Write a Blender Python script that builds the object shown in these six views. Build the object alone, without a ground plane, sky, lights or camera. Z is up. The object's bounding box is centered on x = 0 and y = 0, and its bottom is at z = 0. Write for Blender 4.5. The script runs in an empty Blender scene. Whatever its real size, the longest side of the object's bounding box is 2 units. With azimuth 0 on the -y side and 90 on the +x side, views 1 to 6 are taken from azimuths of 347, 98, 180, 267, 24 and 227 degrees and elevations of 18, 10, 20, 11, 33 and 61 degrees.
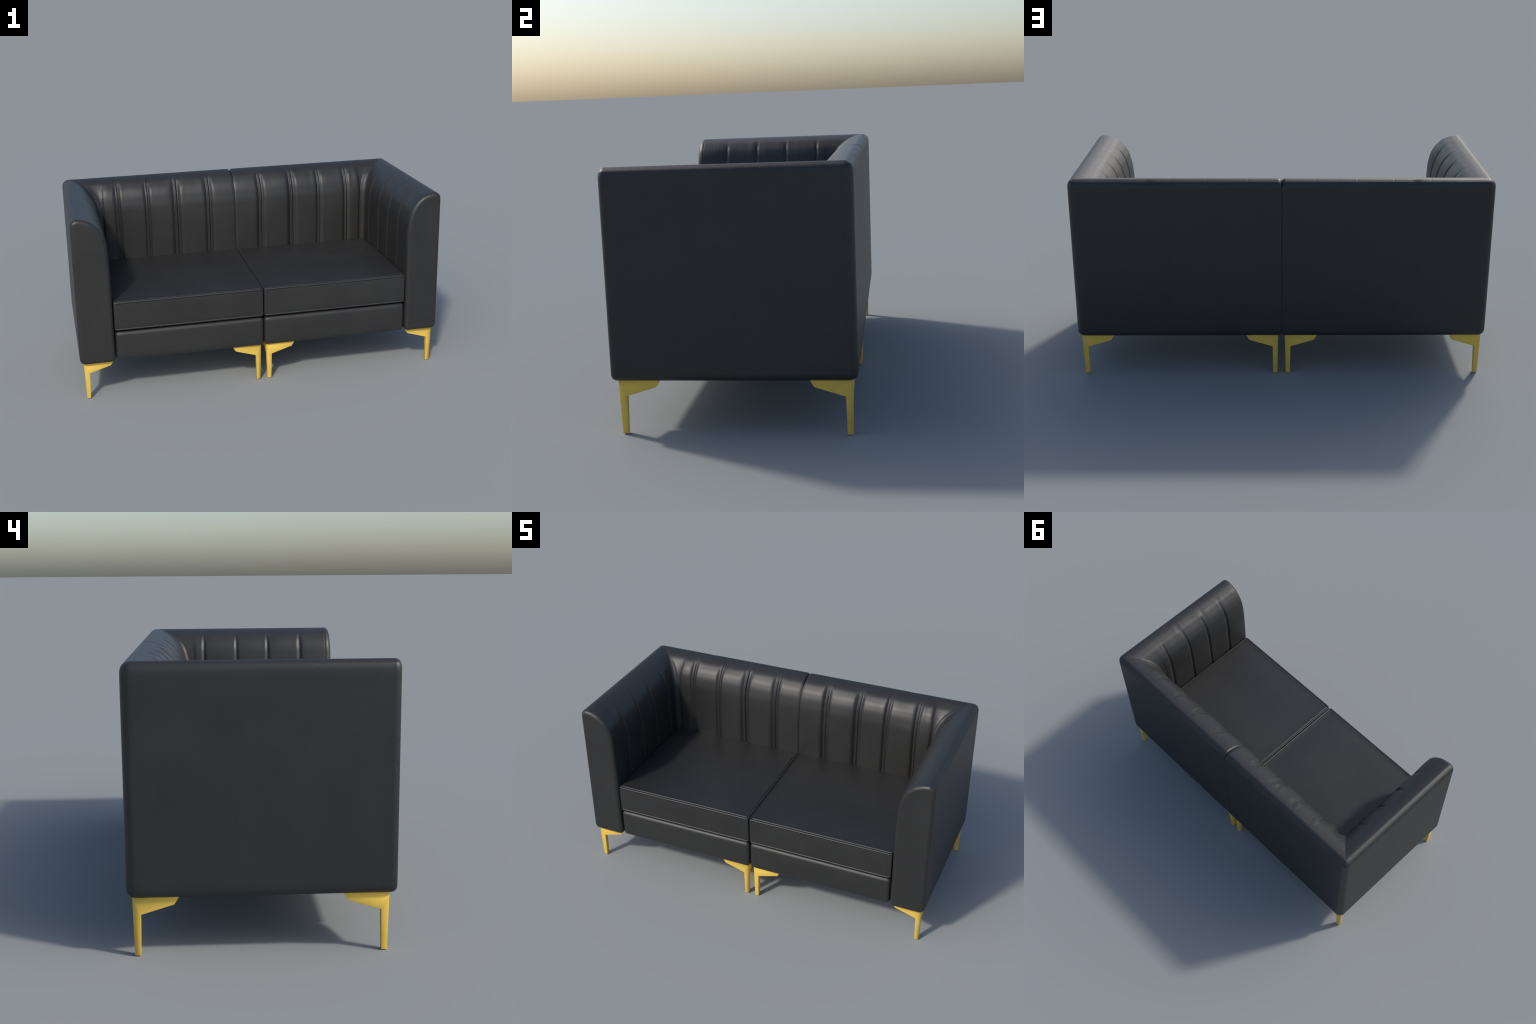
import bpy, bmesh, math
import numpy as np
from mathutils import Vector, noise

# ------------------------------------------------------------------ sizes
OUT_X, BACK_Y, FRONT_Y = 1.0, 0.4605, -0.4595   # outer faces of the sofa
BOTTOM, TOP = 0.205, 1.002                       # upholstery, above the legs
WALL = 0.188                                     # thickness of back and arms
SPLIT = 0.0002                                   # half gap between the two halves
CORNER_R, INNER_FILLET = 0.034, 0.020
BACK_GROOVES = [(0.158, 1.12), (0.352, 1.22), (0.523, 0.85), (0.695, 0.9), (0.786, 0.9)]
ARM_GROOVES = [(0.184, 0.9), (0.020, 0.9), (-0.137, 0.9), (-0.300, 1.1)]


# ------------------------------------------------------------------ helpers
def smoothstep(a, b, v):
    t = np.clip((np.asarray(v, float) - a) / (b - a), 0, 1)
    return t * t * (3 - 2 * t)


def make_object(name, mesh, material, parent):
    ob = bpy.data.objects.new(name, mesh)
    bpy.context.scene.collection.objects.link(ob)
    ob.parent = parent
    if material and not mesh.materials:
        mesh.materials.append(material)
    return ob


def chaikin(pts, rounds, ratio=0.25):
    """Cut the corners of an open polyline."""
    for _ in range(rounds):
        out = [pts[0]]
        for a, b in zip(pts[:-1], pts[1:]):
            a, b = np.array(a), np.array(b)
            out += [a + (b - a) * ratio, b - (b - a) * ratio]
        out.append(pts[-1])
        pts = out
    return [tuple(p) for p in pts]


def resample(pts, step):
    out = []
    for a, b in zip(pts[:-1], pts[1:]):
        a, b = np.array(a), np.array(b)
        n = max(1, int(round(np.linalg.norm(b - a) / step)))
        out += [tuple(a + (b - a) * k / n) for k in range(n)]
    out.append(tuple(pts[-1]))
    return out


def arc(cx, cz, r, a0, a1, n):
    return [(cx + r * math.cos(math.radians(a0 + (a1 - a0) * k / n)),
             cz + r * math.sin(math.radians(a0 + (a1 - a0) * k / n))) for k in range(n + 1)]


# ------------------------------------------------------------------ materials
def new_material(name):
    m = bpy.data.materials.new(name)
    m.use_nodes = True
    nt = m.node_tree
    return m, nt, nt.nodes["Principled BSDF"]


def leather_material(name, twill_scale):
    m, nt, bsdf = new_material(name)
    N, L = nt.nodes.new, nt.links.new
    tc = N("ShaderNodeTexCoord")
    big = N("ShaderNodeTexNoise"); big.inputs["Scale"].default_value = 5.0
    big.inputs["Detail"].default_value = 4.0
    fine = N("ShaderNodeTexNoise"); fine.inputs["Scale"].default_value = 260.0
    fine.inputs["Detail"].default_value = 3.0
    # woven twill: diagonal threads
    twill = N("ShaderNodeTexWave")
    twill.wave_type = "BANDS"; twill.bands_direction = "DIAGONAL"
    twill.inputs["Scale"].default_value = twill_scale
    twill.inputs["Distortion"].default_value = 0.6
    twill.inputs["Detail"].default_value = 1.0
    for n in (big, fine, twill):
        L(tc.outputs["Object"], n.inputs["Vector"])
    add = N("ShaderNodeMath"); add.operation = "ADD"
    L(fine.outputs["Fac"], add.inputs[0])
    half = N("ShaderNodeMath"); half.operation = "MULTIPLY"; half.inputs[1].default_value = 0.62
    L(twill.outputs["Fac"], half.inputs[0])
    L(half.outputs[0], add.inputs[1])
    ramp = N("ShaderNodeValToRGB")
    ramp.color_ramp.elements[0].position = 0.40
    ramp.color_ramp.elements[0].color = (*DARK, 1)
    ramp.color_ramp.elements[1].position = 1.0
    ramp.color_ramp.elements[1].color = (*LIGHT, 1)
    L(add.outputs[0], ramp.inputs["Fac"])
    mix = N("ShaderNodeMix"); mix.data_type = "RGBA"; mix.blend_type = "MULTIPLY"
    mix.inputs["Factor"].default_value = 1.0
    r2 = N("ShaderNodeValToRGB")
    r2.color_ramp.elements[0].position = 0.3; r2.color_ramp.elements[0].color = (0.89, 0.89, 0.90, 1)
    r2.color_ramp.elements[1].position = 0.7; r2.color_ramp.elements[1].color = (1.09, 1.09, 1.08, 1)
    L(big.outputs["Fac"], r2.inputs["Fac"])
    L(ramp.outputs["Color"], mix.inputs["A"]); L(r2.outputs["Color"], mix.inputs["B"])
    L(mix.outputs["Result"], bsdf.inputs["Base Color"])
    rr = N("ShaderNodeMapRange")
    rr.inputs["To Min"].default_value = ROUGH - 0.03; rr.inputs["To Max"].default_value = ROUGH + 0.03
    L(big.outputs["Fac"], rr.inputs["Value"]); L(rr.outputs["Result"], bsdf.inputs["Roughness"])
    bump = N("ShaderNodeBump"); bump.inputs["Strength"].default_value = 0.18
    bump.inputs["Distance"].default_value = 0.0012
    L(add.outputs[0], bump.inputs["Height"]); L(bump.outputs["Normal"], bsdf.inputs["Normal"])
    bsdf.inputs["Specular IOR Level"].default_value = SPEC
    return m


def brass_material():
    m, nt, bsdf = new_material("brushed_brass")
    N, L = nt.nodes.new, nt.links.new
    tc = N("ShaderNodeTexCoord")
    n = N("ShaderNodeTexNoise"); n.inputs["Scale"].default_value = 30
    L(tc.outputs["Object"], n.inputs["Vector"])
    r = N("ShaderNodeValToRGB")
    r.color_ramp.elements[0].position = 0.3; r.color_ramp.elements[0].color = (0.69, 0.465, 0.080, 1)
    r.color_ramp.elements[1].position = 0.7; r.color_ramp.elements[1].color = (0.73, 0.495, 0.088, 1)
    L(n.outputs["Fac"], r.inputs["Fac"]); L(r.outputs["Color"], bsdf.inputs["Base Color"])
    bsdf.inputs["Roughness"].default_value = 0.55
    bsdf.inputs["Specular IOR Level"].default_value = 0.3
    return m


DARK, LIGHT, ROUGH, SPEC = (0.0104, 0.0105, 0.0104), (0.0240, 0.0240, 0.0236), 0.46, 0.50
LEATHER = leather_material("black_leather", 70)
PIPING = leather_material("black_leather_piping", 70)
BRASS = brass_material()


# ------------------------------------------------------------------ wall: back and arm in one skin
def wall_profile():
    """Closed section of back and arm: (distance in from outer face, height)."""
    rb, ri = 0.030, 0.022
    crown = [(0.0, 0.90), (0.0, 0.971), (0.0075, 0.9895), (0.030, TOP), (0.066, 0.9965),
             (0.111, 0.979), (0.147, 0.943), (0.168, 0.905), (0.183, 0.846),
             (WALL, 0.765), (WALL, 0.70)]
    crown = chaikin(crown, 2, 0.17)
    pts = [(0.095, BOTTOM), (rb, BOTTOM)]
    pts += arc(rb, BOTTOM + rb, rb, 270, 180, 6)[1:]
    pts = resample(pts + crown[:1], 0.03) + resample(crown, 0.007)[1:]
    low = [crown[-1], (WALL, BOTTOM + ri)] + arc(WALL - ri, BOTTOM + ri, ri, 0, -90, 6)[1:] + [(0.095, BOTTOM)]
    pts += resample(low, 0.02)[1:-1]
    return np.array(pts)


def section_normals(p):
    t = np.roll(p, -1, 0) - np.roll(p, 1, 0)
    n = np.stack([t[:, 1], -t[:, 0]], 1)          # inward for this winding
    return n / np.linalg.norm(n, axis=1)[:, None]


def untangle(q, prof):
    """Collapse the little loops an inset makes where the section turns tightly."""
    q = q.copy()
    want = np.roll(prof, -1, 0) - prof
    for _ in range(12):
        bad = np.nonzero(np.sum((np.roll(q, -1, 0) - q) * want, 1) < 0)[0]
        for i in bad:
            j = (i + 1) % len(q)
            q[i] = q[j] = (q[i] + q[j]) / 2
    return q


def build_wall(side, root):
    prof = wall_profile()
    nrm = section_normals(prof)
    d, z = prof[:, 0], prof[:, 1]
    rho = np.maximum(CORNER_R - d, 0) + 0.003 + INNER_FILLET * smoothstep(0.08, WALL, d)
    rows, path_u = [], []                          # path_u: ("b", x) / ("c", phi) / ("a", y)
    rcap_mid, rcap_front = 0.016, 0.021

    def station_rows(xs, kind):
        for v in xs:
            if kind == "b":
                rows.append(np.stack([np.full_like(d, v), BACK_Y - d, z], 1))
            else:
                rows.append(np.stack([OUT_X - d, np.full_like(d, v), z], 1))
            path_u.append((kind, v))

    def cap(kind, end, r, sgn):
        """rounded end: rings from the flat face out to the full section"""
        for inset, along in [(r + 0.003, 0)] + [(r * (1 - math.cos(a)), r * (1 - math.sin(a)))
                                                for a in np.radians([90, 68, 45, 22])]:
            if kind == "b":                        # hairline joint that opens into a notch on the crown
                f = 0.12 + 0.88 * np.maximum(smoothstep(0.955, 0.990, z), smoothstep(0.225, 0.207, z))
                q = prof + nrm * (inset * f)[:, None]
                rows.append(np.stack([end + along * f * sgn,
                                      BACK_Y - q[:, 0], q[:, 1]], 1))
                path_u.append(("cap", 0))
                continue
            q = untangle(prof + nrm * inset, prof)
            rows.append(np.stack([OUT_X - q[:, 0], np.full_like(d, end + along * sgn), q[:, 1]], 1))
            path_u.append(("cap", 0))

    # middle end, back, corner, arm, front end
    cap("b", SPLIT, rcap_mid, 1)
    X1, Y1 = 0.780, 0.225
    station_rows(np.linspace(SPLIT + rcap_mid, X1, 230), "b")
    for k in range(1, 8):
        x_end = OUT_X - d - rho
        rows.append(np.stack([X1 + (x_end - X1) * k / 8, BACK_Y - d, z], 1))
        path_u.append(("t", X1 + k / 8 * (OUT_X - WALL - INNER_FILLET - X1)))
    NC = 12
    for k in range(NC + 1):
        a = math.radians(90 - 90 * k / NC)
        rows.append(np.stack([OUT_X - d - rho + rho * math.cos(a), BACK_Y - d - rho + rho * math.sin(a), z], 1))
        path_u.append(("c", k / NC))
    for k in range(1, 5):
        y_end = BACK_Y - d - rho
        rows.append(np.stack([OUT_X - d, y_end + (Y1 - y_end) * k / 5, z], 1))
        path_u.append(("u", 0))
    station_rows(np.linspace(Y1, FRONT_Y + rcap_front, 200), "a")
    front = len(rows)
    cap("a", FRONT_Y, rcap_front, 1)
    tail_rows, tail_u = rows[front:][::-1], path_u[front:][::-1]
    rows[front:], path_u[front:] = tail_rows, tail_u

    G = np.array(rows)                             # (stations, profile, 3)
    S, P = G.shape[:2]
    # surface normals of the undisplaced skin
    du = np.gradient(G, axis=0)
    dv = np.roll(G, -1, 1) - np.roll(G, 1, 1)
    Nn = np.cross(dv, du)
    ln = np.linalg.norm(Nn, axis=2, keepdims=True)
    Nn = Nn / np.maximum(ln, 1e-9)
    # orientation: outer face of the back must point to +y
    mid = S // 4
    jout = int(np.argmin(np.abs(z - 0.6) + 10 * d))
    if Nn[mid, jout, 1] < 0:
        Nn = -Nn
    # ---- relief: channels, swelling between them, soft puckers, seam lines over the crown
    crown_mask = smoothstep(0.93, 0.985, z) * smoothstep(0.0, 0.02, d)
    pucker_band = smoothstep(0.045, 0.105, d) * smoothstep(0.80, 0.95, z)
    wobble = {g: np.array([0.0022 * noise.noise(Vector((g * 57, zz * 5.5, side * 4.0))) for zz in z])
              for g, _ in BACK_GROOVES}
    for i in range(S):
        kind, u = path_u[i]
        if kind in ("b", "t"):
            grooves, lo, hi = BACK_GROOVES, 0.0, 0.785
        elif kind == "a":
            grooves, lo, hi = ARM_GROOVES, FRONT_Y, 0.262
        else:
            continue
        if kind == "a":
            inner = smoothstep(0.100, 0.176, d) * (z > 0.23)
        else:
            inner = smoothstep(0.080, 0.165, d) * (z > 0.23)
        h = np.zeros(P)
        edges = sorted([lo, hi] + [g for g, _ in grooves])
        for a, b in zip(edges[:-1], edges[1:]):
            if a <= u <= b and b > a:
                h += 0.0022 * (math.sin(math.pi * (u - a) / (b - a)) ** 0.6) * inner
        for j in np.nonzero(inner > 0.02)[0]:      # uneven stuffing
            h[j] += 0.0026 * inner[j] * noise.noise(Vector((u * 7 + 40 * (kind == "a"), z[j] * 6, side * 2.0)))
        for g, k in grooves:
            if kind == "a":                        # a plain pulled-in fold
                fold = -0.0058 * math.exp(-((u - g) / (0.0075 * k)) ** 2)
            elif g > 0.78:                         # single soft fold turning into the corner
                fold = -0.0085 * math.exp(-((u - g) / 0.0085) ** 2)
            else:                                  # twin fold with a low stitched ridge between
                fold = np.zeros(P)
                wob = wobble[g]
                for sg, depth in ((-1, 0.0120), (1, 0.0095)):
                    t = sg * (u - g - wob) / k - 0.0075  # distance outward from the bottom of this fold
                    fold -= depth * k * np.exp(-(t / np.where(t > 0, 0.0115, 0.0052)) ** 2)
            h += fold * inner
            if kind != "a":
                h += -0.0005 * math.exp(-((u - g) / 0.0026) ** 2) * crown_mask * (1 - inner)
            reach = math.exp(-((u - g) / 0.045) ** 2)
            for j in np.nonzero(pucker_band > 0.01)[0]:
                q = noise.noise(Vector((u * 27 + side * 7, d[j] * 11 + g * 31, 3.1 + (kind == "a") * 5)))
                h[j] += (0.0022 if kind == "a" else 0.0068) * q * reach * pucker_band[j] * (1 - 0.45 * inner[j])
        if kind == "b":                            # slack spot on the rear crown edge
            h += -0.0036 * math.exp(-((u - 0.625) / 0.024) ** 2) * np.exp(-((z - 0.988) / 0.010) ** 2) * (d < 0.03)
        if kind == "a":                            # seam where the front panel is sewn in
            h += -0.0010 * math.exp(-((u - (FRONT_Y + 0.028)) / 0.0022) ** 2) * smoothstep(0.07, 0.12, d)
        G[i] += Nn[i] * h[:, None]

    G[:, :, 0] *= side
    verts = G.reshape(-1, 3)
    faces, region = [], []
    split_row = next(i for i, (k, u) in enumerate(path_u) if k == "c" and abs(u - 0.5) < 1e-6)
    for i in range(S - 1):
        for j in range(P):
            a, b = i * P + j, i * P + (j + 1) % P
            c, e = (i + 1) * P + (j + 1) % P, (i + 1) * P + j
            faces.append((a, b, c, e) if side < 0 else (a, e, c, b))
            region.append(0 if i < split_row else 1)
    # flat ends, closed as fans around a middle point
    c0 = np.array([side * SPLIT, BACK_Y - 0.095, 0.60])
    c1 = np.array([side * (OUT_X - 0.095), FRONT_Y, 0.60])
    n0 = len(verts)
    verts = np.vstack([verts, c0, c1])
    for j in range(P):
        k = (j + 1) % P
        faces.append((j, k, n0)); region.append(0)
        faces.append(((S - 1) * P + k, (S - 1) * P + j, n0 + 1)); region.append(1)
    whole = bpy.data.meshes.new("wall_whole")
    whole.from_pydata(verts.tolist(), [], faces)
    bm = bmesh.new(); bm.from_mesh(whole)
    layer = bm.faces.layers.int.new("region")
    bm.faces.ensure_lookup_table()
    for f, g in zip(bm.faces, region):
        f[layer] = g
    bmesh.ops.remove_doubles(bm, verts=bm.verts[:], dist=2e-5)
    bmesh.ops.recalc_face_normals(bm, faces=bm.faces[:])
    region = [f[layer] for f in bm.faces]
    bm.to_mesh(whole); bm.free()
    whole.update()
    verts = np.array([v.co[:] for v in whole.vertices])
    whole.polygons.foreach_set("use_smooth", [True] * len(whole.polygons))
    vn = np.zeros(len(verts) * 3); whole.vertex_normals.foreach_get("vector", vn)
    vn = vn.reshape(-1, 3)
    vn[np.abs(verts[:, 1] - FRONT_Y) < 1e-5] = (0, -1, 0)
    vn[np.abs(np.abs(verts[:, 0]) - SPLIT) < 1e-5] = (-side, 0, 0)
    polys = [tuple(p.vertices) for p in whole.polygons]
    for r, name in ((0, "backrest"), (1, "armrest")):
        sel = [p for p, g in zip(polys, region) if g == r]
        used = sorted({v for p in sel for v in p})
        remap = {v: k for k, v in enumerate(used)}
        me = bpy.data.meshes.new(name)
        me.from_pydata(verts[used].tolist(), [], [[remap[v] for v in p] for p in sel])
        me.polygons.foreach_set("use_smooth", [True] * len(me.polygons))
        me.normals_split_custom_set_from_vertices(vn[used].tolist())
        make_object(name, me, LEATHER, root)
    bpy.data.meshes.remove(whole)


# ------------------------------------------------------------------ padded boxes
def padded_box(name, x0, x1, y0, y1, z0, z1, r, crown, side, welt=False):
    """Rounded block with a softly crowned top and slightly full sides."""
    bm = bmesh.new()
    bmesh.ops.create_cube(bm, size=1)
    for v in bm.verts:
        v.co = Vector(((x0 + x1) / 2 + v.co.x * (x1 - x0), (y0 + y1) / 2 + v.co.y * (y1 - y0),
                       (z0 + z1) / 2 + v.co.z * (z1 - z0)))
    bmesh.ops.bevel(bm, geom=bm.edges[:], offset=r, segments=5, profile=0.5, affect="EDGES")
    # refine the flat faces so the padding can swell
    for axis, lo, hi, n in (("x", x0, x1, 26), ("y", y0, y1, 24), ("z", z0, z1, 6)):
        no = Vector([1 if a == axis else 0 for a in "xyz"])
        for k in range(1, n):
            f = lo + r + (hi - lo - 2 * r) * k / n
            bmesh.ops.bisect_plane(bm, geom=bm.verts[:] + bm.edges[:] + bm.faces[:], plane_co=no * f, plane_no=no)
    if welt:                                       # extra loops for the stitched valley behind the piping
        for axis, lo in (("x", x0), ("y", y0)):
            no = Vector([1 if a == axis else 0 for a in "xyz"])
            for e in (0.0085, 0.0100, 0.0115, 0.0130, 0.0150, 0.0175, 0.0210):
                bmesh.ops.bisect_plane(bm, geom=bm.verts[:] + bm.edges[:] + bm.faces[:],
                                       plane_co=no * (lo + e), plane_no=no)
    for v in bm.verts:
        if welt and v.co.z > z1 - 0.002:
            e = min(v.co.x - x0, v.co.y - y0)
            v.co.z += -0.0030 * math.exp(-((e - 0.0108) / 0.0024) ** 2) + 0.0012 * math.exp(-((e - 0.0165) / 0.004) ** 2)
        fx = (v.co.x - x0) / (x1 - x0); fy = (v.co.y - y0) / (y1 - y0); fz = (v.co.z - z0) / (z1 - z0)
        sx = max(0, 1 - abs(2 * fx - 1) ** 4); sy = max(0, 1 - abs(2 * fy - 1) ** 4)
        sz = max(0, 1 - abs(2 * fz - 1) ** 4)
        q = noise.noise(Vector((v.co.x * 4 * side, v.co.y * 4, 9.0)))
        if fz > 0.5:
            v.co.z += (crown + 0.0008 * q) * sx * sy
        if fy < 0.5:
            v.co.y -= 0.0015 * sx * sz * (1 - fy)
    for v in bm.verts:
        v.co.x *= side
    bmesh.ops.recalc_face_normals(bm, faces=bm.faces[:])
    for f in bm.faces:
        f.smooth = True
    me = bpy.data.meshes.new(name)
    bm.to_mesh(me); bm.free()
    return me


def piping_mesh(name, x0, x1, y0, y1, z, r, corner, side):
    """Round cord sewn along the front and the two sides of a cushion edge."""
    path = [(x1, y1)] + [(x1, y0 + corner)] + arc(x1 - corner, y0 + corner, corner, 0, -90, 6)[1:]
    path += arc(x0 + corner, y0 + corner, corner, -90, -180, 6) + [(x0, y1)]
    path = resample(path, 0.03)
    P = np.array(path); T = np.gradient(P, axis=0)
    T /= np.linalg.norm(T, axis=1)[:, None]
    verts, faces, M = [], [], 10
    for (px, py), (tx, ty) in zip(P, T):
        for k in range(M):
            a = 2 * math.pi * k / M
            verts.append((side * (px + ty * r * math.cos(a)), py - tx * r * math.cos(a), z + r * math.sin(a)))
    for i in range(len(P) - 1):
        for k in range(M):
            faces.append((i * M + k, i * M + (k + 1) % M, (i + 1) * M + (k + 1) % M, (i + 1) * M + k))
    faces.append(tuple(range(M))); faces.append(tuple((len(P) - 1) * M + k for k in range(M)))
    me = bpy.data.meshes.new(name)
    me.from_pydata(verts, [], faces)
    bm = bmesh.new(); bm.from_mesh(me)
    bmesh.ops.recalc_face_normals(bm, faces=bm.faces[:])
    for f in bm.faces:
        f.smooth = True
    bm.to_mesh(me); bm.free()
    return me


# ------------------------------------------------------------------ legs
def leg_mesh():
    """Two-winged bracket leg: corner at the origin, wings along +x and +y."""
    t = 0.020
    H, zk = BOTTOM + 0.004, 0.146
    wing = [(0.1585, H), (0.149, 0.1925), (0.1405, 0.1805)]     # tip of a wing (along, height)
    k_out, foot0, foot1 = 0.0275, 0.004, 0.0245
    bm = bmesh.new()
    V = lambda x, y, z: bm.verts.new((x, y, z))
    topc = V(0, 0, H)
    f_out = V(foot0, foot0, 0)

    def wing_verts(sw):
        s = (lambda a, b, z: V(b, a, z)) if sw else (lambda a, b, z: V(a, b, z))
        return dict(o=[s(a, 0.0, h) for a, h in wing], i=[s(a, t, h) for a, h in wing],
                    ko=s(k_out, 0.0005, zk), fo=s(foot1, foot0, 0))
    A, B = wing_verts(False), wing_verts(True)
    ki = V(k_out, k_out, zk - 0.006); fi = V(foot1, foot1, 0); ti = V(t, t, H)
    smooth_edge = (topc, f_out)
    for W in (A, B):
        o, i = W["o"], W["i"]
        F = [(topc, *o, W["ko"]), (topc, W["ko"], W["fo"], f_out), (o[0], i[0], i[1], o[1]),
             (o[1], i[1], i[2], o[2]), (W["ko"], o[2], i[2], ki), (ti, ki, i[2], i[1], i[0]),
             (topc, ti, i[0], o[0]), (W["ko"], ki, fi, W["fo"])]
        for f in F:
            bm.faces.new(f)
    bm.faces.new((f_out, A["fo"], fi, B["fo"]))
    bmesh.ops.recalc_face_normals(bm, faces=bm.faces[:])
    edge = bm.edges.get(smooth_edge)
    hard = [e for e in bm.edges if e is not edge and e.calc_face_angle(0) > math.radians(40)]
    bmesh.ops.bevel(bm, geom=hard, offset=0.0009, segments=2, profile=0.5, affect="EDGES", clamp_overlap=True)
    bmesh.ops.triangulate(bm, faces=[f for f in bm.faces if len(f.verts) > 4])
    for f in bm.faces:
        f.smooth = True
    for e in bm.edges:                             # the outer corner stays soft, everything else crisp
        on_corner = all(abs(v.co.x - v.co.y) < 0.002 and v.co.x < 0.008 for v in e.verts)
        zs = sorted(v.co.z for v in e.verts)
        fold = zs[1] > 0.195 and 0.13 < zs[0] < 0.16 and all(min(v.co.x, v.co.y) < 0.006 for v in e.verts)
        e.smooth = not fold and (on_corner or e.calc_face_angle(0) < math.radians(35))
    me = bpy.data.meshes.new("leg")
    bm.to_mesh(me); bm.free()
    return me


# ------------------------------------------------------------------ assemble
sofa = bpy.data.objects.new("sofa", None)
bpy.context.scene.collection.objects.link(sofa)
sofa["label"] = "black channel-tufted leather two-seat sofa with brass bracket legs"
sofa["category"] = "sofa"

CUSHION = dict(x0=SPLIT + 0.0022, x1=0.808, y0=-0.4485, y1=0.282, z0=0.3815, z1=0.5385)
for side in (1, -1):
    build_wall(side, sofa)
    c = CUSHION
    cushion = make_object("seat_cushion", padded_box("seat_cushion", c["x0"], c["x1"], c["y0"], c["y1"],
                          c["z0"], c["z1"], 0.0065, 0.004, side, True), LEATHER, sofa)
    for zz in (c["z1"] - 0.0044, c["z0"] + 0.0044):
        make_object("piping", piping_mesh("piping", c["x0"] + 0.0040, c["x1"] - 0.0055, c["y0"] + 0.0012, c["y1"],
                    zz, 0.0054, 0.012, side), PIPING, cushion)
    make_object("seat_base", padded_box("seat_base", SPLIT + 0.001, 0.808, -0.4515, 0.282, BOTTOM + 0.002, 0.3725,
                0.021, 0.0, side), LEATHER, sofa)

leg = leg_mesh()
leg.materials.append(BRASS)
for sx in (1, -1):
    for x, fx in ((0.980, -1), (0.0165, 1)):
        for y, fy in ((0.4405, -1), (-0.4325, 1)):
            ob = make_object("leg", leg, None, sofa)
            ob.location = (sx * x, y, 0)
            # rotate (not mirror) so that the wings point inwards
            dx, dy = sx * fx, fy
            ob.rotation_euler[2] = {(1, 1): 0, (-1, 1): math.pi / 2, (-1, -1): math.pi, (1, -1): -math.pi / 2}[(dx, dy)]
